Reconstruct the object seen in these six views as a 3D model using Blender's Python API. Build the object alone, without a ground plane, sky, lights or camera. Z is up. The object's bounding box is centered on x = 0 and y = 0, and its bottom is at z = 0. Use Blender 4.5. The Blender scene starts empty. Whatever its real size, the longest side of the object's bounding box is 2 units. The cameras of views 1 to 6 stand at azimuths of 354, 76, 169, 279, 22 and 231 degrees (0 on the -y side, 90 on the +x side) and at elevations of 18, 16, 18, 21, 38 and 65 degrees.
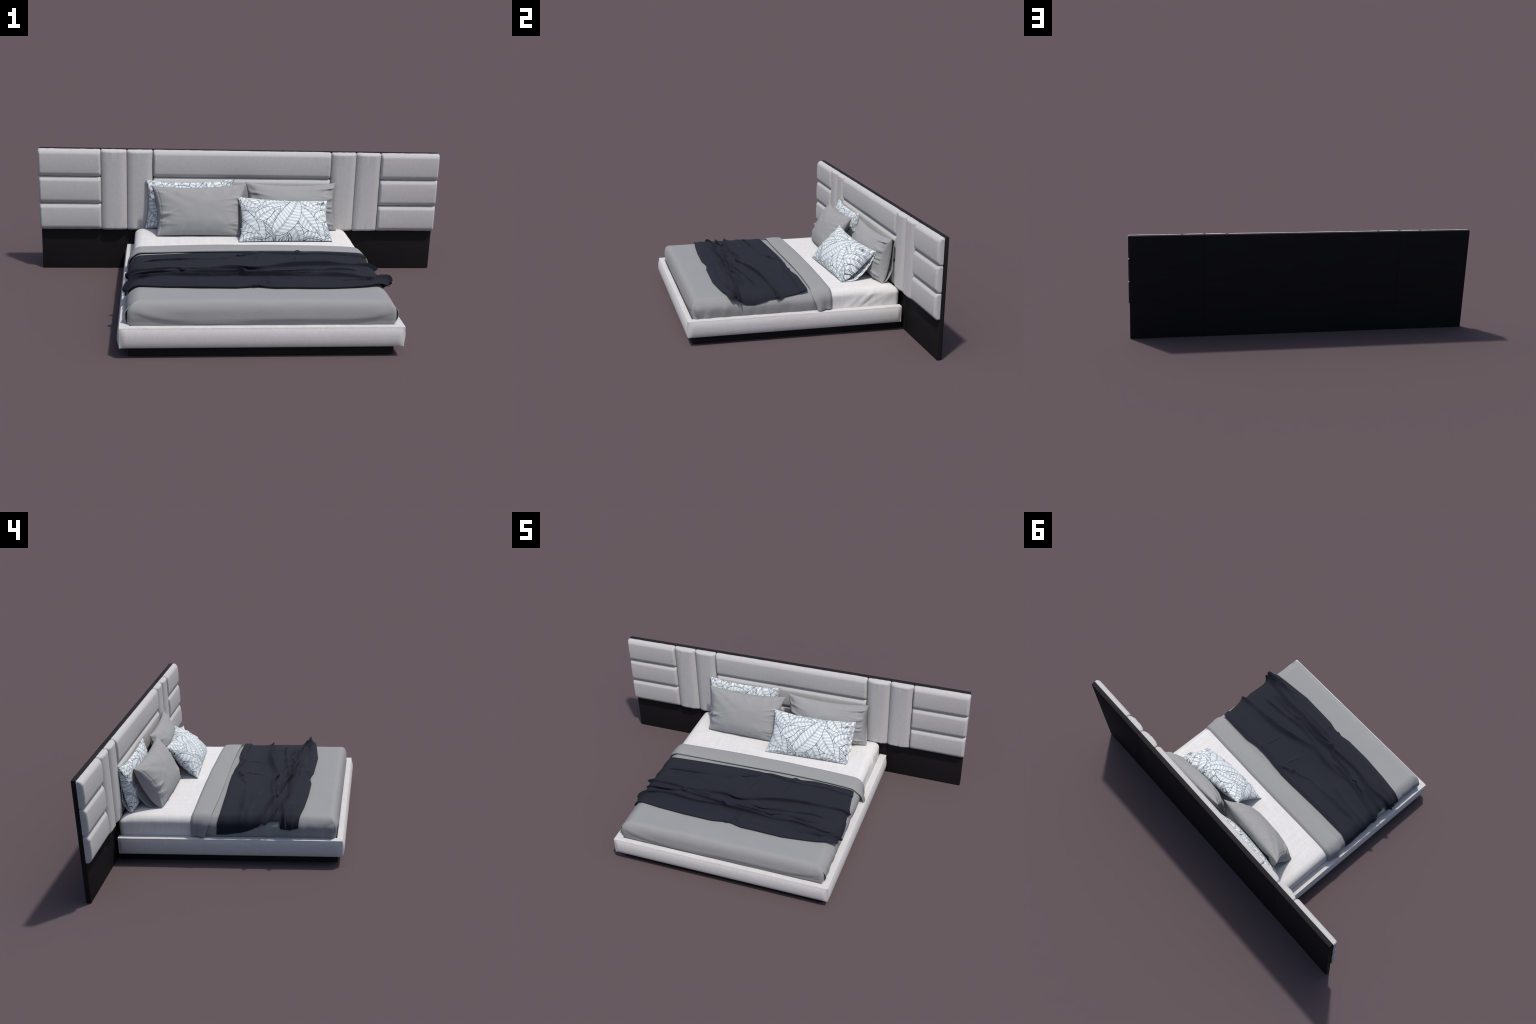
import bpy, math, random
import numpy as np
from mathutils import Vector, Matrix

rng = np.random.default_rng(7)

# ------------------------------------------------------------------ helpers
def new_object(name, mesh, material=None, parent=None):
    ob = bpy.data.objects.new(name, mesh)
    bpy.context.scene.collection.objects.link(ob)
    if material is not None:
        mesh.materials.append(material)
    if parent is not None:
        ob.parent = parent
    return ob

def mesh_from(name, verts, faces, smooth=True):
    me = bpy.data.meshes.new(name)
    me.from_pydata([tuple(v) for v in verts], [], faces)
    me.validate()
    me.polygons.foreach_set("use_smooth", [smooth] * len(me.polygons))
    me.update()
    return me

def grid_faces(nu, nv, close_u=False, offset=0, flip=False):
    fs = []
    for j in range(nv - 1):
        for i in range(nu if close_u else nu - 1):
            a = offset + j * nu + i
            b = offset + j * nu + (i + 1) % nu
            q = (a, b, b + nu, a + nu)
            fs.append(q[::-1] if flip else q)
    return fs

def apply_modifiers(ob):
    dg = bpy.context.evaluated_depsgraph_get()
    me = bpy.data.meshes.new_from_object(ob.evaluated_get(dg))
    old = ob.data
    ob.modifiers.clear()
    ob.data = me
    me.name = old.name
    bpy.data.meshes.remove(old)

def smooth_by_angle(me, degrees=35):
    import bmesh
    bm = bmesh.new(); bm.from_mesh(me)
    lim = math.radians(degrees)
    for e in bm.edges:
        e.smooth = not (len(e.link_faces) == 2 and e.calc_face_angle(0) > lim)
    for f in bm.faces:
        f.smooth = True
    bm.to_mesh(me); bm.free()

def smoothstep(a, b, x):
    t = np.clip((x - a) / (b - a), 0, 1)
    return t * t * (3 - 2 * t)

def lattice_noise(x, y, seed):
    """smooth value noise on a 2D lattice, about -1..1"""
    def h(i, j):
        n = np.sin(i * 127.1 + j * 311.7 + seed * 74.7) * 43758.5453
        return (n - np.floor(n)) * 2 - 1
    xi, yi = np.floor(x), np.floor(y)
    fx, fy = x - xi, y - yi
    fx, fy = fx * fx * (3 - 2 * fx), fy * fy * (3 - 2 * fy)
    a = h(xi, yi) * (1 - fx) + h(xi + 1, yi) * fx
    b = h(xi, yi + 1) * (1 - fx) + h(xi + 1, yi + 1) * fx
    return a * (1 - fy) + b * fy

def polyline_field(x, y, pts):
    """signed distance to an open polyline (positive on its left) and 0..1 run along it"""
    pts = np.array(pts, float)
    seg = np.diff(pts, axis=0)
    ln = np.hypot(seg[:, 0], seg[:, 1])
    cum = np.concatenate([[0], np.cumsum(ln)])
    best = np.full(x.shape, 1e9); sd = np.zeros(x.shape); run = np.zeros(x.shape)
    for k in range(len(seg)):
        rx, ry = x - pts[k, 0], y - pts[k, 1]
        t = np.clip((rx * seg[k, 0] + ry * seg[k, 1]) / ln[k] ** 2, 0, 1)
        dx, dy = rx - t * seg[k, 0], ry - t * seg[k, 1]
        d = np.hypot(dx, dy)
        s = np.sign(seg[k, 0] * ry - seg[k, 1] * rx)
        m = d < best
        best = np.where(m, d, best)
        sd = np.where(m, s * d, sd)
        run = np.where(m, (cum[k] + t * ln[k]) / cum[-1], run)
    return sd, run

def smooth_curve(pts, n=60):
    """Catmull-Rom through control points"""
    p = np.array(pts, float)
    p = np.vstack([2 * p[0] - p[1], p, 2 * p[-1] - p[-2]])
    out = []
    m = len(p) - 3
    for q in np.linspace(0, m - 1e-6, n):
        k = int(q); t = q - k
        a, b, c, d = p[k:k + 4]
        out.append(.5 * ((2 * b) + (c - a) * t + (2 * a - 5 * b + 4 * c - d) * t * t + (3 * b - a - 3 * c + d) * t ** 3))
    return np.array(out)

# ------------------------------------------------------------------ materials
def material(name):
    m = bpy.data.materials.new(name)
    m.use_nodes = True
    nt = m.node_tree
    return m, nt, nt.nodes["Principled BSDF"]

def node(nt, kind, **kw):
    n = nt.nodes.new(kind)
    for k, v in kw.items():
        setattr(n, k, v)
    return n

def math_node(nt, op, a, b=None, c=None, clamp=False):
    n = node(nt, "ShaderNodeMath", operation=op, use_clamp=clamp)
    for i, v in enumerate((a, b, c)):
        if v is None:
            continue
        if isinstance(v, (int, float)):
            n.inputs[i].default_value = v
        else:
            nt.links.new(v, n.inputs[i])
    return n.outputs[0]

def mix_colour(nt, fac, a, b):
    n = node(nt, "ShaderNodeMix", data_type='RGBA')
    for s, v in ((n.inputs[0], fac), (n.inputs[6], a), (n.inputs[7], b)):
        if hasattr(v, "is_linked"):
            nt.links.new(v, s)
        elif isinstance(v, (int, float)):
            s.default_value = v
        else:
            s.default_value = (*v, 1)
    return n.outputs[2]

def stretched_noise(nt, coord, scale, detail=2.0):
    mp = node(nt, "ShaderNodeMapping")
    mp.inputs["Scale"].default_value = scale
    nt.links.new(coord, mp.inputs["Vector"])
    nz = node(nt, "ShaderNodeTexNoise")
    nz.inputs["Scale"].default_value = 1.0
    nz.inputs["Detail"].default_value = detail
    nt.links.new(mp.outputs[0], nz.inputs["Vector"])
    return nz.outputs["Fac"]

def woven(name, colour, contrast, thread=(700, 90), rough=.9, bump=.12, axes=(0, 2), mottled=0.0, sheen=0.0, slub=None):
    """linen-like cloth: two sets of streaky threads crossing each other"""
    m, nt, bs = material(name)
    tc = node(nt, "ShaderNodeTexCoord").outputs["Object"]
    sa = [thread[1]] * 3; sb = [thread[1]] * 3
    sa[axes[0]] = thread[0]; sb[axes[1]] = thread[0]
    a = stretched_noise(nt, tc, sa); b = stretched_noise(nt, tc, sb)
    weave = math_node(nt, 'ADD', a, b)
    weave = math_node(nt, 'SUBTRACT', weave, 1.0)
    if slub:
        sc = [slub[1]] * 3; sd = [slub[1]] * 3
        sc[axes[0]] = slub[0]; sd[axes[1]] = slub[0]
        c = stretched_noise(nt, tc, sc, 1.0); d = stretched_noise(nt, tc, sd, 1.0)
        s2 = math_node(nt, 'SUBTRACT', math_node(nt, 'ADD', c, d), 1.0)
        weave = math_node(nt, 'ADD', weave, math_node(nt, 'MULTIPLY', s2, slub[2]))
    if mottled:
        w = stretched_noise(nt, tc, (9, 9, 9), 3.0)
        weave = math_node(nt, 'ADD', weave, math_node(nt, 'MULTIPLY', math_node(nt, 'SUBTRACT', w, .5), mottled))
    fac = math_node(nt, 'MULTIPLY_ADD', weave, contrast, .5, clamp=True)
    lo = tuple(c * .72 for c in colour); hi = tuple(min(1, c * 1.28) for c in colour)
    nt.links.new(mix_colour(nt, fac, lo, hi), bs.inputs["Base Color"])
    bs.inputs["Roughness"].default_value = rough
    bs.inputs["Specular IOR Level"].default_value = .2
    if sheen:
        bs.inputs["Sheen Weight"].default_value = sheen
    bp = node(nt, "ShaderNodeBump")
    bp.inputs["Strength"].default_value = bump
    bp.inputs["Distance"].default_value = .002
    nt.links.new(weave, bp.inputs["Height"])
    nt.links.new(bp.outputs[0], bs.inputs["Normal"])
    return m

def lacquer(name, colour, rough):
    m, nt, bs = material(name)
    tc = node(nt, "ShaderNodeTexCoord").outputs["Object"]
    g = stretched_noise(nt, tc, (6, 6, 40), 3.0)
    nt.links.new(mix_colour(nt, g, tuple(c * .85 for c in colour), tuple(c * 1.15 for c in colour)), bs.inputs["Base Color"])
    bs.inputs["Roughness"].default_value = rough
    bs.inputs["Specular IOR Level"].default_value = .05
    return m

PAD = woven("light_grey_upholstery", (.460, .457, .461), .36, thread=(620, 80), slub=(200, 24, .4))
FRAME = woven("pale_linen_upholstery", (.545, .54, .545), .32, thread=(520, 70), mottled=.45, slub=(170, 22, .5))
FRAME_SIDE = woven("pale_linen_upholstery_lengthwise", (.545, .54, .545), .32, thread=(520, 70), axes=(1, 2), mottled=.45, slub=(170, 22, .5))
SHEET = woven("white_linen_sheet", (.615, .613, .617), .27, thread=(420, 50), axes=(0, 1), slub=(110, 10, .9))
DUVET = woven("grey_cotton", (.262, .267, .276), .26, thread=(600, 120), axes=(0, 1), mottled=.4)
PILLOW_GREY = woven("grey_cotton_pillowcase", (.280, .285, .294), .2, thread=(600, 120), axes=(0, 2), mottled=.3)
INSERT = woven("plain_pillow_filling", (.42, .42, .42), .2, axes=(0, 2))
THROW = woven("navy_wool_throw", (.0158, .0180, .0272), .4, thread=(500, 70), axes=(0, 1), rough=.95, bump=.2)
BLACK = lacquer("black_lacquered_board", (.0180, .0165, .0172), .65)
PLINTH = lacquer("black_plinth_board", (.018, .018, .0185), .7)

def leaf_group():
    """one banana leaf: striped blade, midrib and inked outline, laid over what is below.
    Every leaf repeats on a square tile, as a printed cloth does."""
    g = bpy.data.node_groups.new("printed_leaf", "ShaderNodeTree")
    I = g.interface
    for nm, tp in (("Point", "NodeSocketVector"), ("Below", "NodeSocketColor"), ("X", "NodeSocketFloat"), ("Z", "NodeSocketFloat"),
                   ("Angle", "NodeSocketFloat"), ("Length", "NodeSocketFloat"), ("Width", "NodeSocketFloat"), ("Bend", "NodeSocketFloat"),
                   ("Tone", "NodeSocketFloat"), ("Wobble", "NodeSocketFloat")):
        I.new_socket(nm, in_out='INPUT', socket_type=tp)
    I.new_socket("Colour", in_out='OUTPUT', socket_type="NodeSocketColor")
    gi = node(g, "NodeGroupInput"); go = node(g, "NodeGroupOutput")
    i = {s.name: s for s in gi.outputs}
    M = lambda op, a, b=None, c=None, cl=False: math_node(g, op, a, b, c, cl)
    sp = node(g, "ShaderNodeSeparateXYZ"); g.links.new(i["Point"], sp.inputs[0])
    def wrap(v, c):
        d = M('DIVIDE', M('SUBTRACT', v, c), TILE)
        return M('MULTIPLY', M('SUBTRACT', d, M('ROUND', d)), TILE)
    dx, dz = wrap(sp.outputs[0], i["X"]), wrap(sp.outputs[2], i["Z"])
    ca, sa = M('COSINE', i["Angle"]), M('SINE', i["Angle"])
    along = M('DIVIDE', M('ADD', M('MULTIPLY', dx, ca), M('MULTIPLY', dz, sa)), i["Length"])
    across = M('SUBTRACT', M('MULTIPLY', dz, ca), M('MULTIPLY', dx, sa))
    a2 = M('MULTIPLY', along, along)
    across = M('DIVIDE', M('ADD', across, M('MULTIPLY', M('MULTIPLY', a2, i["Bend"]), i["Length"])), i["Width"])
    prof = M('POWER', M('MAXIMUM', M('SUBTRACT', 1.0, a2), .0001), .55)
    prof = M('MULTIPLY', prof, M('SUBTRACT', 1.0, M('MULTIPLY', along, .22)))
    b = M('ABSOLUTE', across)
    e = M('SUBTRACT', prof, b)                               # >0 inside the blade
    edge_mm = M('MULTIPLY', e, i["Width"])
    rag = M('MULTIPLY', M('SUBTRACT', i["Wobble"], .5), .006)
    edge_mm = M('ADD', edge_mm, rag)
    inside = M('GREATER_THAN', edge_mm, 0.0)
    inside = M('MULTIPLY', inside, M('LESS_THAN', M('ABSOLUTE', along), 1.0))
    # stripes run out from the midrib, swept towards the tip
    ph = M('MULTIPLY', M('SUBTRACT', M('MULTIPLY', along, i["Length"]), M('MULTIPLY', M('MULTIPLY', b, i["Width"]), .45)), 900.0)
    ph = M('ADD', ph, M('MULTIPLY', i["Wobble"], 4.0))
    s = M('SINE', ph)
    s2 = M('SINE', M('ADD', M('MULTIPLY', ph, .37), 1.0))
    white = M('MULTIPLY_ADD', M('ADD', s, M('MULTIPLY', s2, .9)), .80, .36, True)
    pen = M('GREATER_THAN', M('SUBTRACT', M('MULTIPLY', s, -1.0), M('MULTIPLY', s2, .5)), 1.12)
    pen = M('MULTIPLY', pen, M('GREATER_THAN', M('SINE', M('ADD', M('MULTIPLY', ph, .11), M('MULTIPLY', b, 3.0))), -.2))
    base = mix_colour(g, white, PRINT_GREY, PRINT_WHITE)
    toned = mix_colour(g, i["Tone"], base, tuple(c * 1.15 for c in PRINT_GREY))
    col = mix_colour(g, M('MULTIPLY', pen, .46), toned, PRINT_INK)
    rim = M('LESS_THAN', edge_mm, .0025)
    bm_ = M('MULTIPLY', b, i["Width"])
    rib = M('LESS_THAN', M('ABSOLUTE', M('SUBTRACT', bm_, .0028)), .0009)
    inked = M('MULTIPLY', M('MAXIMUM', rim, rib), .95)
    col = mix_colour(g, inked, col, PRINT_INK)
    out = mix_colour(g, inside, i["Below"], col)
    g.links.new(out, go.inputs[0])
    return g

TILE = .29
PRINT_WHITE, PRINT_GREY, PRINT_INK = (.79, .82, .84), (.42, .47, .515), (.024, .044, .062)
# x, z (m from the pillow's middle), angle (deg), half length, half width, bend, tone
LEAVES = [
    (.03, .125, 95, .08, .032, .1, .1), (-.095, .112, -15, .062, .034, .1, .1), (.19, .06, 75, .06, .034, .1, .25), (-.03, .118, 40, .06, .032, .1, .0), (.11, .125, 10, .06, .032, .1, .3), (.03, -.03, -80, .1, .05, .1, .2), (-.11, -.03, 60, .08, .05, .1, .1), (-.06, -.125, 20, .075, .03, -.1, .2), (.075, .075, 70, .06, .028, .1, .3),
    (-.055, -.020, 53, .062, .027, -.12, .05), (-.088, -.074, -44, .060, .013, .05, .5), (-.150, -.048, -70, .088, .042, -.16, .30),
    (-.167, -.104, 2, .052, .027, .10, .05), (.050, -.090, -56, .058, .033, .12, .35), (.140, .022, -30, .062, .027, .14, .45),
    (-.045, .072, 14, .070, .030, .20, .30), (-.160, .088, -50, .058, .036, -.10, .0), (-.100, .010, 35, .058, .031, .05, .05),
    (.100, -.026, -55, .078, .043, -.18, .22), (.020, -.004, 55, .122, .048, -.14, .18),
]

def leaf_print():
    m, nt, bs = material("banana_leaf_printed_cotton")
    tc = node(nt, "ShaderNodeTexCoord").outputs["Object"]
    g = leaf_group()
    nz = node(nt, "ShaderNodeTexNoise"); nz.inputs["Scale"].default_value = 55; nz.inputs["Detail"].default_value = 3
    nt.links.new(tc, nz.inputs["Vector"])
    wander = node(nt, "ShaderNodeTexNoise"); wander.inputs["Scale"].default_value = 14
    nt.links.new(tc, wander.inputs["Vector"])
    vm = node(nt, "ShaderNodeVectorMath", operation='MULTIPLY_ADD')
    nt.links.new(wander.outputs["Color"], vm.inputs[0]); vm.inputs[1].default_value = (.010,) * 3
    nt.links.new(tc, vm.inputs[2])
    point = vm.outputs[0]
    # ground: close pen strokes
    below = mix_colour(nt, stretched_noise(nt, tc, (260, 20, 60), 1.0), tuple(c * .8 for c in PRINT_GREY), PRINT_WHITE)
    for x, z, ang, ln, wd, bend, tone in LEAVES:
        n = node(nt, "ShaderNodeGroup"); n.node_tree = g
        nt.links.new(point, n.inputs["Point"]); nt.links.new(below, n.inputs["Below"])
        nt.links.new(nz.outputs["Fac"], n.inputs["Wobble"])
        for k, v in (("X", x), ("Z", z), ("Angle", math.radians(ang)), ("Length", ln), ("Width", wd), ("Bend", bend), ("Tone", tone)):
            n.inputs[k].default_value = v
        below = n.outputs[0]
    nt.links.new(below, bs.inputs["Base Color"])
    bs.inputs["Roughness"].default_value = .8
    bs.inputs["Specular IOR Level"].default_value = .25
    return m
PRINT = leaf_print()

# ------------------------------------------------------------------ lofted shapes
def rounded_rect(hx, hy, r, n_side, n_arc):
    """closed outline, counter-clockwise, half sizes hx, hy"""
    pts = []
    r = max(1e-4, min(r, hx, hy))
    for cx, cy, a0 in ((hx - r, hy - r, 0), (-hx + r, hy - r, 90), (-hx + r, -hy + r, 180), (hx - r, -hy + r, 270)):
        arc = [(cx + r * math.cos(math.radians(a0 + 90 * k / n_arc)), cy + r * math.sin(math.radians(a0 + 90 * k / n_arc))) for k in range(n_arc + 1)]
        pts += arc
        nx, ny = {0: (-hx + r, hy), 90: (-hx, -hy + r), 180: (hx - r, -hy), 270: (hx, hy - r)}[a0]
        x0, y0 = arc[-1]
        for k in range(1, n_side):
            t = k / n_side
            pts.append((x0 + (nx - x0) * t, y0 + (ny - y0) * t))
    return pts

def loft(hx, hy, corner, rows, n_side=24, n_arc=6, warp=None, caps=(True, True)):
    """rings of shrinking rounded rectangles; rows = (inset, height)"""
    verts, faces = [], []
    n = None
    for inset, h in rows:
        ring = rounded_rect(hx - inset, hy - inset, max(corner - inset * .6, .002), n_side, n_arc)
        n = len(ring)
        verts += [(x, y, h) for x, y in ring]
    verts = np.array(verts)
    faces = grid_faces(n, len(rows), close_u=True)
    if caps[0]:
        faces.append(tuple(range(n))[::-1])
    if caps[1]:
        faces.append(tuple(range(n * (len(rows) - 1), n * len(rows))))
    if warp is not None:
        verts = warp(verts)
    return verts, faces

# ------------------------------------------------------------------ bed
bed = bpy.data.objects.new("bed", None)
bpy.context.scene.collection.objects.link(bed)
bed["label"] = "low platform bed with wide padded grey headboard"
bed["category"] = "bed"

headboard = bpy.data.objects.new("headboard", None)
bpy.context.scene.collection.objects.link(headboard)
headboard.parent = bed

BOARD_FRONT, BOARD_BACK, BOARD_TOP = .5625, .587, .610

def box(name, lo, hi, mat, parent, bevel=.0012):
    v = [(x, y, z) for z in (lo[2], hi[2]) for y in (lo[1], hi[1]) for x in (lo[0], hi[0])]
    f = [(0, 2, 3, 1), (4, 5, 7, 6), (0, 1, 5, 4), (2, 6, 7, 3), (0, 4, 6, 2), (1, 3, 7, 5)]
    ob = new_object(name, mesh_from(name, v, f, False), mat, parent)
    if bevel:
        md = ob.modifiers.new("bevel", 'BEVEL'); md.width = bevel; md.segments = 2
        bpy.context.view_layer.update()
        apply_modifiers(ob)
        smooth_by_angle(ob.data, 40)
    return ob

for x0, x1 in ((-.9945, -.5719), (-.5711, .5711), (.5719, .9945)):
    box("back_board", (x0, BOARD_FRONT, 0), (x1, BOARD_BACK, BOARD_TOP), BLACK, headboard)

def pad(x0, x1, z0, z1, upright=False, seed=0):
    """stuffed panel: flat against the board, rounded shoulders, softly crowned face"""
    cx, cz, hx, hz = (x0 + x1) / 2, (z0 + z1) / 2, (x1 - x0) / 2, (z1 - z0) / 2
    r = .009                                                  # corner radius of the outline
    def stations(half, shoulder):
        e = np.concatenate([[0, .0004, .001, .002, .0035, .005, .0075], np.linspace(.01, shoulder * 1.2, 7), np.linspace(shoulder * 1.4, half, max(6, int(half / .02)))])
        e = np.unique(e[e <= half])
        return np.concatenate([e - half, (half - e)[::-1][1:]])
    wx, kx, wz, kz = (.034, 2.0, .015, 2.0) if upright else (.013, 2.0, .022, 1.65)
    X, Z = np.meshgrid(stations(hx, wx), stations(hz, wz))
    ex, ez = hx - np.abs(X), hz - np.abs(Z)
    def shoulder(e, w, k):
        return np.clip(1 - (1 - np.clip(e / w, 0, 1)) ** k, 0, 1) ** (1 / k)
    full = shoulder(ex, wx, kx) * shoulder(ez, wz, kz)
    if upright:
        crown = .004 * (1 - (X / hx) ** 2)
        pucker = .0022 * np.exp(-(ez / .030) ** 2) * lattice_noise(X * 70, Z * 12, seed + 9)
    else:
        crown = .0045 * (1 - np.abs(Z / hz) ** 2.2)
        pucker = .0008 * np.exp(-(ex / .030) ** 2) * lattice_noise(X * 12, Z * 70, seed + 9)
    D = .0105 + .0165 * full + crown * full + pucker * full
    lim = hx - r + np.sqrt(np.clip(r * r - np.maximum(r - ez, 0) ** 2, 0, None))
    Xr = X * lim / hx
    wob = .0010 * lattice_noise((X + Z) * 45, (X - Z) * 20, seed + 3) * (1 - full)
    nv, nu = X.shape
    front = np.stack([cx + Xr, BOARD_FRONT - D, cz + Z + wob], 2)
    verts = list(front.reshape(-1, 3)); faces = grid_faces(nu, nv)
    rim = [k for k in range(nu)] + [j2 * nu + nu - 1 for j2 in range(1, nv)] + [(nv - 1) * nu + k for k in range(nu - 2, -1, -1)] + [j2 * nu for j2 in range(nv - 2, 0, -1)]
    n0 = len(verts); m = len(rim)
    verts += [(verts[k][0], BOARD_FRONT, verts[k][2]) for k in rim]
    faces += [(rim[k], n0 + k, n0 + (k + 1) % m, rim[(k + 1) % m]) for k in range(m)]
    return new_object("padded_panel", mesh_from("padded_panel", verts, faces), PAD, headboard)

ROWS = ((.2045, .3385), (.3390, .4735), (.4740, .6085))
k = 0
for sx in (-1, 1):
    for z0, z1 in ROWS:
        a, b = sorted((sx * 1.0, sx * .6985)); k += 1
        pad(a, b, z0, z1, seed=k)
    for i0, i1 in ((.698, .572), (.5715, .4455)):
        a, b = sorted((sx * i0, sx * i1)); k += 1
        pad(a, b, .2035, .6085, upright=True, seed=k)
for z0, z1 in ROWS:
    k += 1
    pad(-.4435, .4435, z0, z1, seed=k)

# --- frame rails: flat top, bowed outer face, mitred at the foot
RAIL_TOP, RAIL_BOTTOM, RAIL_IN, RAIL_OUT = .130, .0455, .534, .5725
FOOT_IN, FOOT_OUT, HEAD_END = -.551, -.5785, .5415
def rail_section(n=26):
    """(offset outwards 0..1, height, bow weight)"""
    pts = [(0, RAIL_BOTTOM, 0), (0, RAIL_TOP - .001, 0), (.05, RAIL_TOP, 0)]
    pts += [(k / 8, RAIL_TOP, 0) for k in range(1, 8)] + [(.985, RAIL_TOP - .0002, 0)]
    for q in np.linspace(0, 1, n):
        z = RAIL_TOP - .001 + (RAIL_BOTTOM + .001 - RAIL_TOP) * q
        pts.append((1.0, z, (1 - abs(2 * (q - .06) - 1 + .06) ** 2.3) if 0 < q < 1 else 0))
    pts += [(.97, RAIL_BOTTOM, 0), (.5, RAIL_BOTTOM, 0)]
    return pts
def rail(side):
    sec = rail_section()
    n = len(sec); m = 90
    t = np.linspace(0, 1, m)
    t = np.unique(np.concatenate([t, np.linspace(0, .03, 12), np.linspace(.97, 1, 12)]))
    m = len(t)
    verts = []
    bow_max = .0085
    for q in t:
        end = min(q, 1 - q)
        taper = smoothstep(0, .022, np.array(end)).item() ** .7
        for o, z, w in sec:
            bow = max(w, 0) * bow_max * taper
            if side == 0:                                   # foot rail
                off = FOOT_IN + (FOOT_OUT - FOOT_IN) * o
                half = RAIL_IN + (RAIL_OUT - RAIL_IN) * o - .0004
                verts.append((-half + 2 * half * q, off - bow, z))
            else:
                x = RAIL_IN + (RAIL_OUT - RAIL_IN) * o
                y0 = FOOT_IN + (FOOT_OUT - FOOT_IN) * o + .0004
                verts.append((side * (x + bow), y0 + (HEAD_END - y0) * q, z))
    v = np.array(verts)
    v[:, 2] += np.where(v[:, 2] > RAIL_TOP - .002, .0007 * lattice_noise(v[:, 0] * 30, v[:, 1] * 30, 5), 0)
    f = grid_faces(n, m, close_u=True)
    f.append(tuple(range(n))[::-1]); f.append(tuple(range(n * (m - 1), n * m)))
    me = mesh_from("frame_rail", v, f)
    import bmesh
    bm = bmesh.new(); bm.from_mesh(me); bmesh.ops.recalc_face_normals(bm, faces=bm.faces); bm.to_mesh(me); bm.free()
    smooth_by_angle(me, 38)
    return new_object("frame_rail", me, FRAME if side == 0 else FRAME_SIDE, bed)
for s in (0, -1, 1):
    rail(s)
box("plinth", (-.537, -.551, 0), (.537, .545, .0475), PLINTH, bed)
box("mattress_deck", (-.533, -.550, .049), (.533, .540, .112), PLINTH, bed)

# --- mattress
def bed_crown(x, y):
    """the bed is fullest along its middle, most of all towards the head"""
    return .0105 * np.clip(1 - np.abs(x / .53) ** 2.4, 0, 1) * (.15 + .85 * smoothstep(-.30, .08, y)) * smoothstep(.57, .44, y)

MAT_TOP = .2255
def mattress():
    hx, y0, y1 = .533, -.53, .545
    cy, hy = (y0 + y1) / 2, (y1 - y0) / 2
    rows = [(.004, .1135)] + [(0, .1215 + .0095 * k) for k in range(8)]
    R, H = .046, .036
    for k in range(1, 13):
        a = math.pi / 2 * k / 12
        rows.append((R * (1 - math.cos(a)), .1885 + H * math.sin(a)))
    for k in range(1, 21):
        rows.append((R + (hx - R - .004) * k / 20, .1885 + H))
    v, f = loft(hx, hy, .028, rows, n_side=90, n_arc=8)
    v[:, 1] += cy
    x, y, z = v.T
    top = smoothstep(.19, .222, z)
    crown = bed_crown(x, y) + .001
    z = z + top * (crown + .0008 * lattice_noise(x * 14, y * 14, 2))
    z = z - top * .011 * smoothstep(.165, .10, y)            # pressed down under the duvet
    z = z - top * .006 * smoothstep(.47, .545, y)
    # slack diagonal pleats of the sheet on the long sides, near the headboard
    side = smoothstep(.50, .532, np.abs(x)) * smoothstep(.225, .19, z) * smoothstep(.12, .18, y)
    pl = np.zeros_like(x)
    for a, b, h, w in (((.30, .125), (.40, .21), .007, .010), ((.24, .12), (.33, .19), .004, .012), ((.42, .125), (.50, .20), .003, .014), ((.33, .12), (.46, .185), .004, .010)):
        d, r = polyline_field(y, z, [a, b])
        pl += h * np.exp(-(d / w) ** 2) * np.sin(np.pi * np.clip(r, .02, .98)) ** .6
    right = x > 0
    bulge = .003 * np.sin(np.pi * np.clip((z - .12) / .1, 0, 1))
    x = x + np.sign(x) * side * np.where(right, pl, 0)
    v = np.stack([x, y, z], 1)
    return new_object("mattress", mesh_from("mattress", v, f), SHEET, bed)
mattress()

# ------------------------------------------------------------------ duvet
DUV_TOP = .2260
def duvet_lumps(x, y):
    return .0014 * lattice_noise(x * 6 + 3, y * 6, 11) + .0007 * lattice_noise(x * 15, y * 15, 12)

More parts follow.
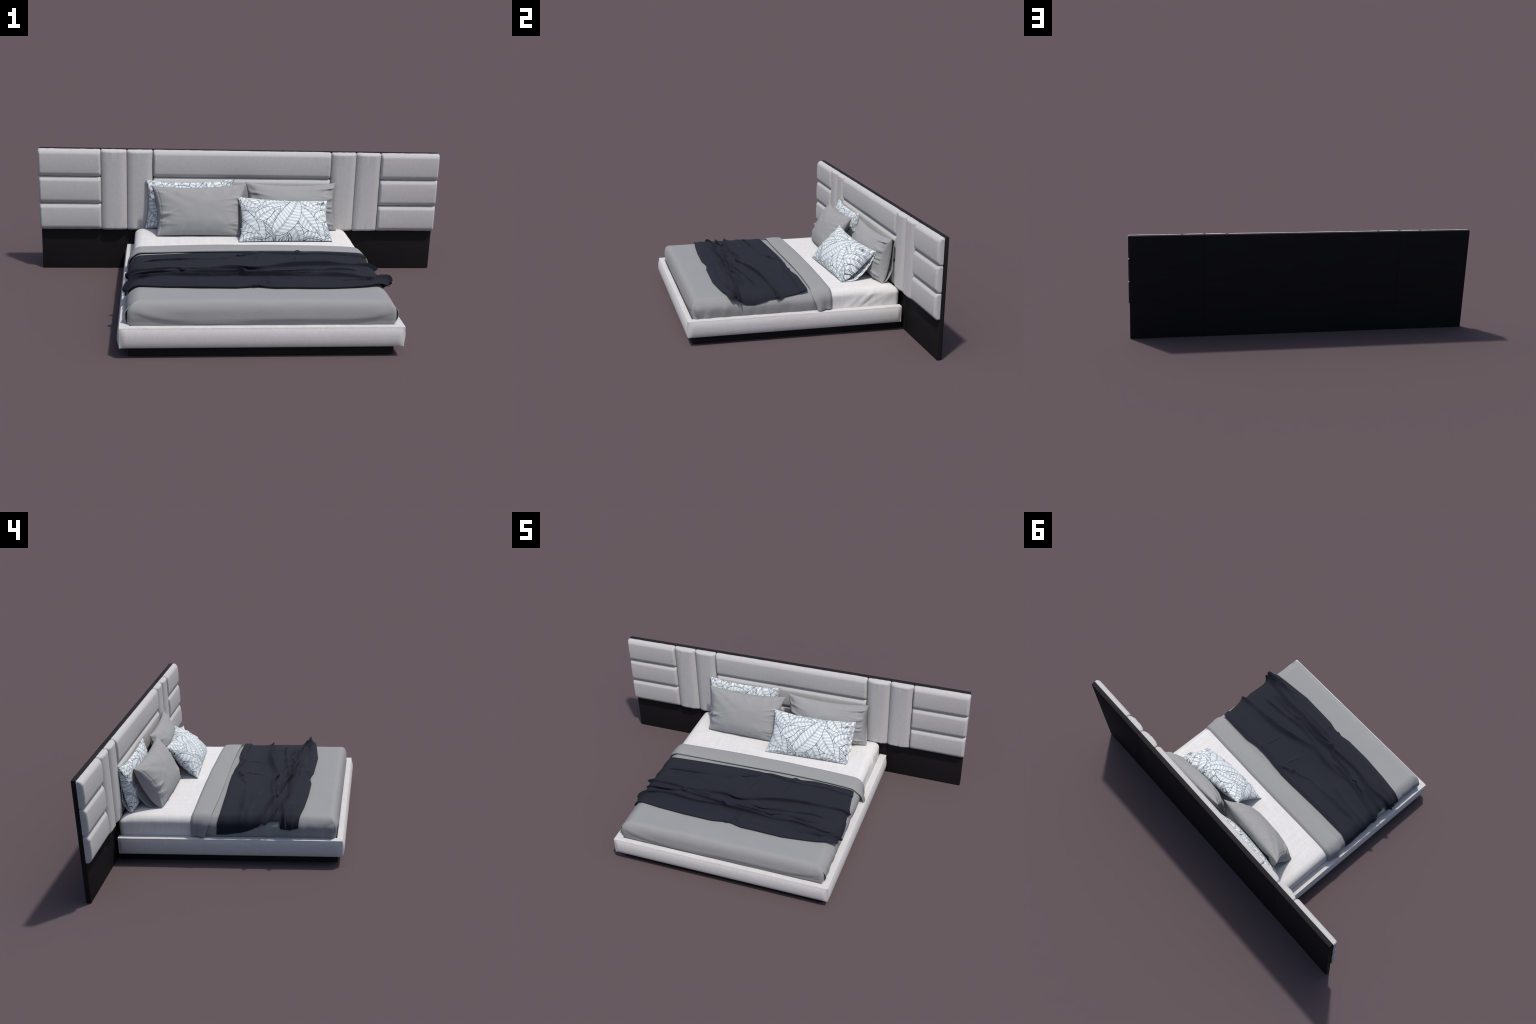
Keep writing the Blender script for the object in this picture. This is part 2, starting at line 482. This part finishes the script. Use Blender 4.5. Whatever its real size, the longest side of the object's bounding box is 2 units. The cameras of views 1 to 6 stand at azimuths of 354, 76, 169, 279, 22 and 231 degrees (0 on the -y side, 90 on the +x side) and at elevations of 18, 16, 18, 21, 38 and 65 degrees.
duvet = None
def build_duvet():
    hx, y0, y1 = .5405, -.5490, .172
    cy, hy = (y0 + y1) / 2, (y1 - y0) / 2
    rows = [(.003, .118)] + [(0, .126 + .007 * k) for k in range(8)]
    R, H = .052, .0505
    zb = rows[-1][1]
    for k in range(1, 17):
        a = math.pi / 2 * k / 16
        rows.append((R * (1 - math.cos(a)), zb + H * math.sin(a)))
    for k in range(1, 36):
        rows.append((R + (hy - R - .004) * k / 35, zb + H))
    v, f = loft(hx, hy, .020, rows, n_side=150, n_arc=8)
    v[:, 1] += cy
    x, y, z = v.T
    zmax = zb + H
    z = z + (DUV_TOP - .0008 - zmax) * np.clip((z - .12) / (zmax - .12), 0, 1)
    top = smoothstep(.205, .2252, z)
    z = z + top * (duvet_lumps(x, y) + bed_crown(x, y))
    # the head end is thin: rolls down to the sheet
    z = np.where(y > .13, z - .006 * smoothstep(.13, .172, y) * top, z)
    # the hanging cloth swells at mid height and is tucked in below
    hz = np.clip((z - .120) / .095, 0, 1)
    low = smoothstep(.215, .17, z)
    tuck = .007 * np.sin(np.pi * hz ** .9) - .006 * (1 - hz) ** 2
    dy = y - y0
    y = y0 + dy * (.60 + .40 * smoothstep(0, .10, dy))       # tighter roll at the foot
    front = smoothstep(-.500, -.535, y)
    q = np.abs(x) / hx
    # foot end: broad swag pulled up towards the two corners
    line = .146 + .050 * q ** 4 + .007 * np.sin(x * 8 + .6)
    d = z - line
    fold = np.where(d > 0, np.exp(-(d / .022) ** 2), np.exp(-(d / .009) ** 2)) * smoothstep(1.0, .86, q)
    y = y - front * (tuck.clip(0) * .25 + .0042 * fold - .003 * smoothstep(.16, .14, z) + .0014 * lattice_noise(x * 9, z * 20, 21) * low)
    side = smoothstep(.495, .53, np.abs(x))
    dimple = lattice_noise(y * 13 + 4, z * 7, 31) + .6 * lattice_noise(y * 34, z * 14, 33)
    x = x + np.sign(x) * side * (tuck * (.15 + .95 * smoothstep(-.54, -.40, y)) + .0038 * dimple * low * smoothstep(-.53, -.47, y))
    ob = new_object("duvet", mesh_from("duvet", np.stack([x, y, z], 1), f), DUVET)
    ob["label"] = "plain grey duvet with turned-down top edge"
    ob["category"] = "duvet"
    return ob
duvet = build_duvet()

def section_path(flat, radius, top, s):
    """cloth lying over the bed: arc length s from the middle -> x, z, outward normal (x, z)"""
    a = np.abs(s); sg = np.sign(s)
    th = np.clip((a - flat) / radius, 0, np.pi / 2)
    down = np.maximum(a - flat - radius * np.pi / 2, 0)
    x = sg * (np.minimum(a, flat) + radius * np.sin(th))
    z = top - radius * (1 - np.cos(th)) - down
    return x, z, sg * np.sin(th), np.cos(th)

def sheet_object(name, P, mat, thick, parent=None, offset=-1):
    nv, nu, _ = P.shape
    ob = new_object(name, mesh_from(name, P.reshape(-1, 3), grid_faces(nu, nv)), mat, parent)
    md = ob.modifiers.new("thickness", 'SOLIDIFY'); md.thickness = thick; md.offset = offset
    bpy.context.view_layer.update()
    apply_modifiers(ob)
    smooth_by_angle(ob.data, 50)
    return ob

def build_turndown():
    """the head of the duvet folded back on itself"""
    nu, nv = 220, 44
    s = np.linspace(-.617, .617, nu)[None, :].repeat(nv, 0)
    t = np.linspace(0, 1, nv)[:, None].repeat(nu, 1)
    x, z, nx, nz = section_path(.492, .054, DUV_TOP + .0050, s)
    hang = smoothstep(.53, .617, np.abs(s))
    edge = .067 + .004 * np.sin(s * 7) + .030 * hang          # free edge swings towards the head lower down
    roll = .172 + .003 * np.sin(s * 5 + 1)
    y = roll + (edge - roll) * t
    h = .0012 * lattice_noise(s * 9, t * 2, 41) + .0028 * np.sin(np.pi * np.clip(t * .9, 0, 1))
    back = smoothstep(-.02, .16, t) ** .5
    h = h - .011 * (1 - back) + bed_crown(s, y)
    # the lower corner of the fold kicks out to the side
    kick = hang * smoothstep(.45, .85, t) * np.where(t > .9, 1 - .35 * (t - .9) / .1, 1)
    h = h + .017 * kick * np.where(s > 0, 1, .55) - .004 * hang * np.exp(-((t - .35) / .15) ** 2)
    P = np.stack([x + nx * h, y, z + nz * h], 2)
    return sheet_object("turned_down_edge", P, DUVET, .004, duvet)
build_turndown()

def build_corner_pleat(sx):
    """hospital corner: a tucked flap of cloth standing off the foot corner"""
    nu, nv = 14, 26
    u = np.linspace(0, 1, nu)[None, :].repeat(nv, 0)
    v = np.linspace(0, 1, nv)[:, None].repeat(nu, 1)
    z = .124 + .079 * v
    inset = .052 * (1 - np.sqrt(np.clip(1 - (np.maximum(z - .172, 0) / .0515) ** 2, 0, 1)))
    bow = np.sin(np.pi * np.clip(v * .95 + .02, 0, 1)) ** .8
    # runs from the long side forward and ends in a free edge beside the corner
    y = -.470 - .066 * u + .010 * (1 - v) * u - .004 * u * bow
    x = .5385 - inset * 1.05 + .003 * np.sin(np.pi * v) + bow * (.0005 + .0095 * u ** 1.5) - .005 * u * (1 - v) ** 2 + .002 * u * (1 - v)
    P = np.stack([sx * x, y, z], 2)
    if sx > 0:
        P = P[:, ::-1]
    ob = sheet_object("corner_pleat", P, DUVET, .003, duvet, offset=0)
    return ob
build_corner_pleat(-1); build_corner_pleat(1)

# ------------------------------------------------------------------ throw blanket
def build_throw():
    nu, nv = 620, 250
    un = np.linspace(-1, 1, nu)[None, :].repeat(nv, 0)
    t = np.linspace(0, 1, nv)[:, None].repeat(nu, 1)
    # side edges (arc length over the bed) against the run from head side to foot side
    def edge(keys):
        k = np.array(keys)
        return np.interp(t[:, 0], k[:, 0], k[:, 1])[:, None]
    right = edge([(0, .518), (.1, .525), (.3, .540), (.36, .553), (.38, .545), (.5, .550), (.70, .572), (.80, .570), (.86, .560), (.92, .566), (1, .578)])
    left = edge([(0, .612), (.12, .610), (.3, .600), (.45, .580), (.50, .566), (.53, .548), (.60, .560), (.62, .540), (.76, .535), (.78, .578), (.9, .580), (1, .572)])
    s = np.where(un > 0, un * right, un * left)
    back = np.interp(s, [-.6, -.5, -.25, -.1, 0, .13, .22, .31, .52], [.042, .030, .036, .044, .047, .034, .030, .047, .045])
    foot = np.interp(s, [-.58, -.39, -.25, -.1, -.03, .01, .06, .28, .45, .52, .58], [-.362, -.385, -.394, -.395, -.382, -.385, -.397, -.403, -.384, -.372, -.350])
    y = back + (foot - back) * t
    x, z, nx, nz = section_path(.493, .055, DUV_TOP + .0065, s)
    h = .0015 * lattice_noise(s * 8, y * 8, 51) + .0012 * lattice_noise(s * 4 + y * 8, y * 30, 52)
    h = h + bed_crown(s, y)
    lean = np.zeros_like(h)
    def ridge(pts, height, w_head, w_foot, lean_by=0.0, fade=(.05, .05), groove=0.0):
        nonlocal h, lean
        d, r = polyline_field(s, y, smooth_curve(pts, 50))
        d = -d if pts[0][0] < pts[-1][0] else d               # + = foot side
        d = -d
        w = np.where(d > 0, w_head, w_foot)
        amp = np.ones_like(r)
        if fade[0] > 0: amp = amp * smoothstep(0, fade[0], r)
        if fade[1] > 0: amp = amp * smoothstep(0, fade[1], 1 - r)
        amp = amp * (.82 + .42 * lattice_noise(r * 9, r * 0, len(pts) * 3 + abs(pts[0][1]) * 90))
        w = w * (1 + .3 * lattice_noise(r * 11 + 5, r * 0, len(pts)))
        g = np.exp(-np.abs(d / w) ** 1.7) * amp
        h = h + height * g
        pocket = .60 + 1.3 * np.clip(lattice_noise(r * 8 + 2, r * 0, abs(pts[-1][0]) * 40 + len(pts)), 0, 1)
        lean = lean + lean_by * g * pocket
        if groove:
            h = h - groove * np.exp(-((d + w_foot * 1.5) / (w_foot * .9)) ** 2) * amp
    # main fold across the whole width
    ridge([(.56, -.116), (.44, -.124), (.33, -.131), (.23, -.142), (.14, -.162), (.04, -.193), (-.02, -.204), (-.11, -.196), (-.21, -.202), (-.29, -.214), (-.40, -.203), (-.50, -.188), (-.60, -.170)],
          .0220, .0115, .0052, -.015, (0, 0), .004)
    # second fold, nearer the foot
    ridge([(.575, -.318), (.50, -.312), (.415, -.303), (.32, -.292), (.20, -.302), (.12, -.291), (.017, -.286), (-.05, -.283), (-.11, -.262), (-.20, -.250), (-.25, -.247), (-.32, -.234), (-.40, -.240), (-.56, -.236)],
          .0210, .0105, .0052, -.015, (0, 0), .004)
    ridge([(.16, -.272), (.05, -.262), (-.04, -.272), (-.13, -.285), (-.25, -.292), (-.36, -.278), (-.46, -.280), (-.57, -.300)], .018, .0090, .0050, -.013, (.1, 0), .003)
    # slack pleats between the two
    ridge([(.50, -.205), (.37, -.212), (.26, -.226), (.16, -.238), (.06, -.236), (-.02, -.244)], .014, .0080, .0048, -.010, (.2, .2))
    ridge([(.47, -.262), (.37, -.262), (.27, -.258), (.18, -.268), (.08, -.262)], .014, .0080, .0048, -.010, (.2, .2))
    ridge([(.30, -.330), (.16, -.335), (.05, -.325), (-.08, -.332)], .007, .013, .008, -.003, (.3, .3))
    ridge([(-.10, -.225), (-.22, -.226), (-.33, -.224), (-.44, -.221)], .012, .008, .005, -.009, (.3, .2))
    ridge([(-.20, -.15), (-.33, -.125), (-.45, -.115), (-.56, -.11)], .006, .014, .010, 0, (.3, .1))
    ridge([(.10, .020), (.02, .010), (-.08, -.032), (-.15, -.055), (-.30, -.064), (-.44, -.071), (-.57, -.083)], .0100, .0100, .006, -.006, (.15, .2))
    ridge([(.05, .010), (.0, .0), (-.05, -.02), (-.10, -.03)], .012, .010, .006, -.009, (.3, .3))
    ridge([(.205, -.01), (.195, -.06), (.185, -.125)], .0045, .007, .007, 0, (.2, .2))
    ridge([(.035, -.01), (.02, -.07), (.0, -.14)], .0050, .007, .007, 0, (.2, .2))
    ridge([(-.02, -.385), (.02, -.372), (.08, -.362)], .007, .012, .007, -.003, (.0, .4))
    # pleats gathered at the two foot corners
    ridge([(.58, -.335), (.50, -.345), (.40, -.352), (.28, -.345)], .014, .010, .006, -.010, (0, .5), .003)
    ridge([(-.585, -.325), (-.50, -.335), (-.38, -.338)], .006, .012, .008, -.003, (0, .5))
    # head hem turned over on the right half: a second layer with a step at its edge
    hemw = np.interp(s, [-.02, .05, .2, .25, .52], [0, .012, .030, .036, .040])
    dist = back - y
    step = smoothstep(hemw + .0018, hemw - .0018, dist) * smoothstep(.02, .08, s)
    h = h + .0095 * step + .010 * np.exp(-((s - .212) / .016) ** 2) * np.exp(-(dist / .03) ** 2)
    # loft of the doubled cloth: fullest in the gathered half towards the foot
    inner = smoothstep(0, .05, t) * smoothstep(0, .06, 1 - t) * smoothstep(.53, .38, np.abs(s))
    h = h + inner * (.0055 + .0075 * smoothstep(-.10, -.20, y) + .003 * smoothstep(-.27, -.32, y))
    # soft curl of the free foot edge, flat sag to the duvet elsewhere
    h = h + .0035 * np.exp(-((1 - t) / .03) ** 2)
    # right foot corner lifts clear of the duvet, its lowest corner droops
    lift = np.exp(-((s - .585) / .105) ** 2 - ((y + .336 - .10 * (s - .585).clip(-.2, 0)) / .026) ** 2)
    droop = np.exp(-((s - .59) / .05) ** 2) * smoothstep(-.352, -.362, y)
    # side hem flutes
    over = smoothstep(.50, .58, np.abs(s))
    h = h + over * (.0030 * np.sin(y * 60 + 1.2) + .003 * lattice_noise(y * 40, s * 3, 61) + .001)
    lft = np.exp(-((s + .60) / .05) ** 2) * (np.exp(-((y + .172) / .018) ** 2) + .45 * np.exp(-((y + .36) / .03) ** 2))
    h = h + .014 * lft
    h = np.maximum(h, .0005)
    X = x + nx * h + .004 * lift
    Y = y + lean * nz
    Z = z + nz * h + .056 * lift - .012 * droop
    P = np.stack([X, Y, Z], 2)
    ob = sheet_object("throw_blanket", P, THROW, .0045, offset=1)
    ob["label"] = "dark navy throw blanket rumpled across the bed"
    ob["category"] = "blanket"
    return ob
build_throw()

# ------------------------------------------------------------------ pillows
def build_pillow(corners, front, rear, open_side, mat, seed, label, pinch=(.017, .020), mouth=.035, sag=.12, wrinkle=.007, flap=.007, lip_depth=2.0, upright=True):
    """corners: top left, top right, bottom right, bottom left as seen from the foot of the bed.
    front / rear: how far the stuffing swells to either side of the seam plane.
    open_side: -1 left, +1 right: the end where the pillowcase is open."""
    TL, TR, BR, BL = [Vector(c) for c in corners]
    c = (TL + TR + BR + BL) / 4
    ex = ((TR - TL) + (BR - BL)).normalized()
    up = (TL - BL) + (TR - BR)
    ez = (up - ex * up.dot(ex)).normalized()
    ey = ez.cross(ex)                                       # towards the headboard
    R = Matrix((ex, ey, ez)).transposed()
    loc = [np.array(R.transposed() @ (p - c)) for p in (TL, TR, BR, BL)]
    r = np.random.default_rng(seed)
    nu, nv = 110, 70
    def spaced(n):
        q = np.linspace(-1, 1, n)
        return np.sin(q * np.pi / 2) * .55 + q * .45
    U, V = np.meshgrid(spaced(nu), spaced(nv))
    a, b = (U + 1) / 2, (V + 1) / 2
    mid = (loc[3] * ((1 - a) * (1 - b))[..., None] + loc[2] * (a * (1 - b))[..., None]
           + loc[1] * (a * b)[..., None] + loc[0] * ((1 - a) * b)[..., None])
    top_in = pinch[0] * (1 - U ** 2) * smoothstep(-.2, 1, V)
    bot_in = .25 * pinch[0] * (1 - U ** 2) * smoothstep(.2, -1, V)
    end_in = pinch[1] * (1 - V ** 2) * np.sign(U) * smoothstep(.2, 1, np.abs(U))
    mid[..., 2] += -top_in + bot_in
    mid[..., 0] -= end_in
    vs = V + sag * .45 * (1 - V ** 2)                        # stuffing settles low
    o = U * open_side                                        # +1 at the open end
    along = np.clip(1 - np.abs(U) ** 2.6, 0, 1) ** .55
    body = along * np.clip(1 - np.abs(vs) ** 2.4, 0, 1) ** .55
    bow = np.clip(1 - np.abs(V + .2 * (1 - V ** 2)) ** 2.2, 0, 1) ** .7
    gusset = mouth * bow                                     # depth of the side panel at the open end
    lip = mouth * lip_depth * (np.clip(1 - np.abs(V) ** 2.4, 0, 1) ** .6 if upright else bow) * smoothstep(.30, 1, o)
    # creases: radiating from the ends and from the corners
    def creases(k):
        w = np.zeros_like(U)
        for sgn in (-1, 1):
            for _ in range(9):
                v0, sl, wd, reach = r.uniform(-.9, .9), r.uniform(-.5, .5), r.uniform(.03, .065), r.uniform(.25, .6)
                q = V - v0 - sl * (1 - U * sgn)
                amp = r.uniform(.3, 1) * (1.25 if sgn == open_side else .8)
                w += amp * np.exp(-(q / wd) ** 2) * np.exp(-((1 - U * sgn) / reach) ** 2 * 2) * smoothstep(0, .08, 1 - U * sgn)
        for cu in (-1, 1):
            for cv in (-1, 1):
                ang = r.uniform(.3, 1.2)
                du, dv = 1 - U * cu, 1 - V * cv
                q = du * math.sin(ang) - dv * math.cos(ang) * .6
                w -= 1.2 * np.exp(-(q / .07) ** 2) * np.exp(-(du + dv) / .45) * np.clip((du + dv) * 4, 0, 1)
        for _ in range(7):
            u0, sl, wd = r.uniform(-.8, .8), r.uniform(-.6, .6), r.uniform(.03, .06)
            sg = r.choice([-1, 1])
            q = U - u0 - sl * (1 - V * sg)
            w += .5 * np.exp(-(q / wd) ** 2) * np.exp(-((1 - V * sg) / .35) ** 2) * smoothstep(0, .1, 1 - V * sg)
        return wrinkle * w + .002 * lattice_noise(U * 4 + k, V * 4, seed)
    seam = np.exp(-((o - .93) / .012) ** 2) * .0022 * np.clip(body * 6, 0, 1)
    hf = front * body + .006 * bow * smoothstep(.5, 1, o) + creases(0) * np.clip(body * 3, 0, 1) - seam
    hr = np.maximum(rear * body, lip) + .6 * creases(5) * np.clip(body * 3, 0, 1)
    F = mid.copy(); F[..., 1] -= np.maximum(hf, 0)
    B = mid.copy(); B[..., 1] += np.maximum(hr, 0)
    # at the open end the rear cloth stands out beyond the front one
    reach = bow * smoothstep(.6, 1, o)
    B[..., 0] += open_side * flap * reach
    # the front cloth turns round the end as a side panel and stops short of the rear one
    ns = 14
    col = nu - 1 if open_side > 0 else 0
    edge = F[:, col]
    panel = []
    for k in range(1, ns + 1):
        w = k / ns
        q = edge.copy()
        q[:, 1] += (gusset[:, col] + .006 * bow[:, col]) * w
        pucker = .0018 * lattice_noise(V[:, col] * 7, V[:, col] * 0 + w * 1.5, seed + 2)
        q[:, 0] += open_side * bow[:, col] * (.005 * np.sin(np.pi * w * .75) + pucker * w)
        panel.append(q)
    panel = np.stack(panel, 1)                               # rows x ns
    F = np.concatenate([F, panel], 1) if open_side > 0 else np.concatenate([panel[:, ::-1], F], 1)
    nf = nu + ns
    # nothing sinks into the mattress
    Rn = np.array(R); cn = np.array(c)
    def settle(Q):
        w = Q @ Rn.T + cn
        floor = MAT_TOP + .001 + bed_crown(w[..., 0], w[..., 1]) - .006 * smoothstep(.47, .545, w[..., 1])
        k = .004
        w[..., 2] = floor + k * np.logaddexp(0, (w[..., 2] - floor) / k)
        w[..., 1] = np.minimum(w[..., 1], .5285)
        return (w - cn) @ Rn
    F, B = settle(F), settle(B)
    V3 = np.vstack([F.reshape(-1, 3), B.reshape(-1, 3)])
    faces = grid_faces(nf, nv) + grid_faces(nu, nv, offset=nf * nv, flip=True)
    me = mesh_from("pillowcase", V3, faces)
    import bmesh
    bm = bmesh.new(); bm.from_mesh(me)
    n = nf * nv
    shift = 0 if open_side > 0 else ns
    bm.verts.ensure_lookup_table()
    weld = {}
    for j in range(nv):
        for i in range(nu):
            closed = (j in (0, nv - 1)) or (i == (0 if open_side > 0 else nu - 1))
            if closed:
                weld[bm.verts[n + j * nu + i]] = bm.verts[j * nf + i + shift]
    bmesh.ops.weld_verts(bm, targetmap=weld)
    bm.to_mesh(me); bm.free()
    me.polygons.foreach_set("use_smooth", [True] * len(me.polygons))
    top = new_object("pillow", me, mat)
    top.matrix_world = Matrix.Translation(c) @ R.to_4x4()
    md = top.modifiers.new("cloth", 'SOLIDIFY'); md.thickness = .0022; md.offset = -1
    bpy.context.view_layer.update(); apply_modifiers(top)
    top["label"] = label; top["category"] = "pillow"
    # stuffing seen through the open end
    k = .90
    faces = grid_faces(nu, nv) + grid_faces(nu, nv, offset=nu * nv, flip=True)
    ins_f = mid.copy(); ins_b = mid.copy()
    fill = np.clip(1 - np.abs(U) ** 3, 0, 1) ** .5 * np.clip(1 - np.abs(vs) ** 2.4, 0, 1) ** .6
    ins_f[..., 1] -= np.maximum(front * fill * .80, 0); ins_b[..., 1] += rear * fill * .80
    for Q in (ins_f, ins_b):
        Q[..., 0] = Q[..., 0] * k - open_side * .012
        Q[..., 2] = Q[..., 2] * .90
    ins_f, ins_b = settle(ins_f), settle(ins_b)
    me2 = mesh_from("pillow_filling", np.vstack([ins_f.reshape(-1, 3), ins_b.reshape(-1, 3)]), faces)
    bm = bmesh.new(); bm.from_mesh(me2); bmesh.ops.remove_doubles(bm, verts=bm.verts, dist=1e-5); bm.to_mesh(me2); bm.free()
    me2.polygons.foreach_set("use_smooth", [True] * len(me2.polygons))
    new_object("pillow_filling", me2, INSERT, top)
    return top

build_pillow([(-.479, .524, .467), (-.040, .511, .478), (-.045, .468, .230), (-.480, .478, .228)],
             .036, .030, -1, PRINT, 3, "pillow with banana leaf line print, leaning back", mouth=.022)
build_pillow([(.009, .488, .469), (.467, .512, .464), (.473, .462, .226), (.005, .445, .228)],
             .066, .035, 1, PILLOW_GREY, 5, "plain grey pillow leaning on the headboard", mouth=.026, wrinkle=.010)
build_pillow([(-.449, .458, .453), (.012, .446, .472), (-.015, .325, .236), (-.425, .338, .233)],
             .062, .055, -1, PILLOW_GREY, 8, "plain grey pillow propped in front of another", mouth=.034, upright=False, lip_depth=2.2, flap=.010)
build_pillow([(-.039, .389, .419), (.414, .444, .389), (.418, .258, .234), (-.039, .228, .236)],
             .062, .055, 1, PRINT, 12, "small pillow with banana leaf line print", mouth=.026, lip_depth=2.1, upright=False, wrinkle=.0085, flap=.018)
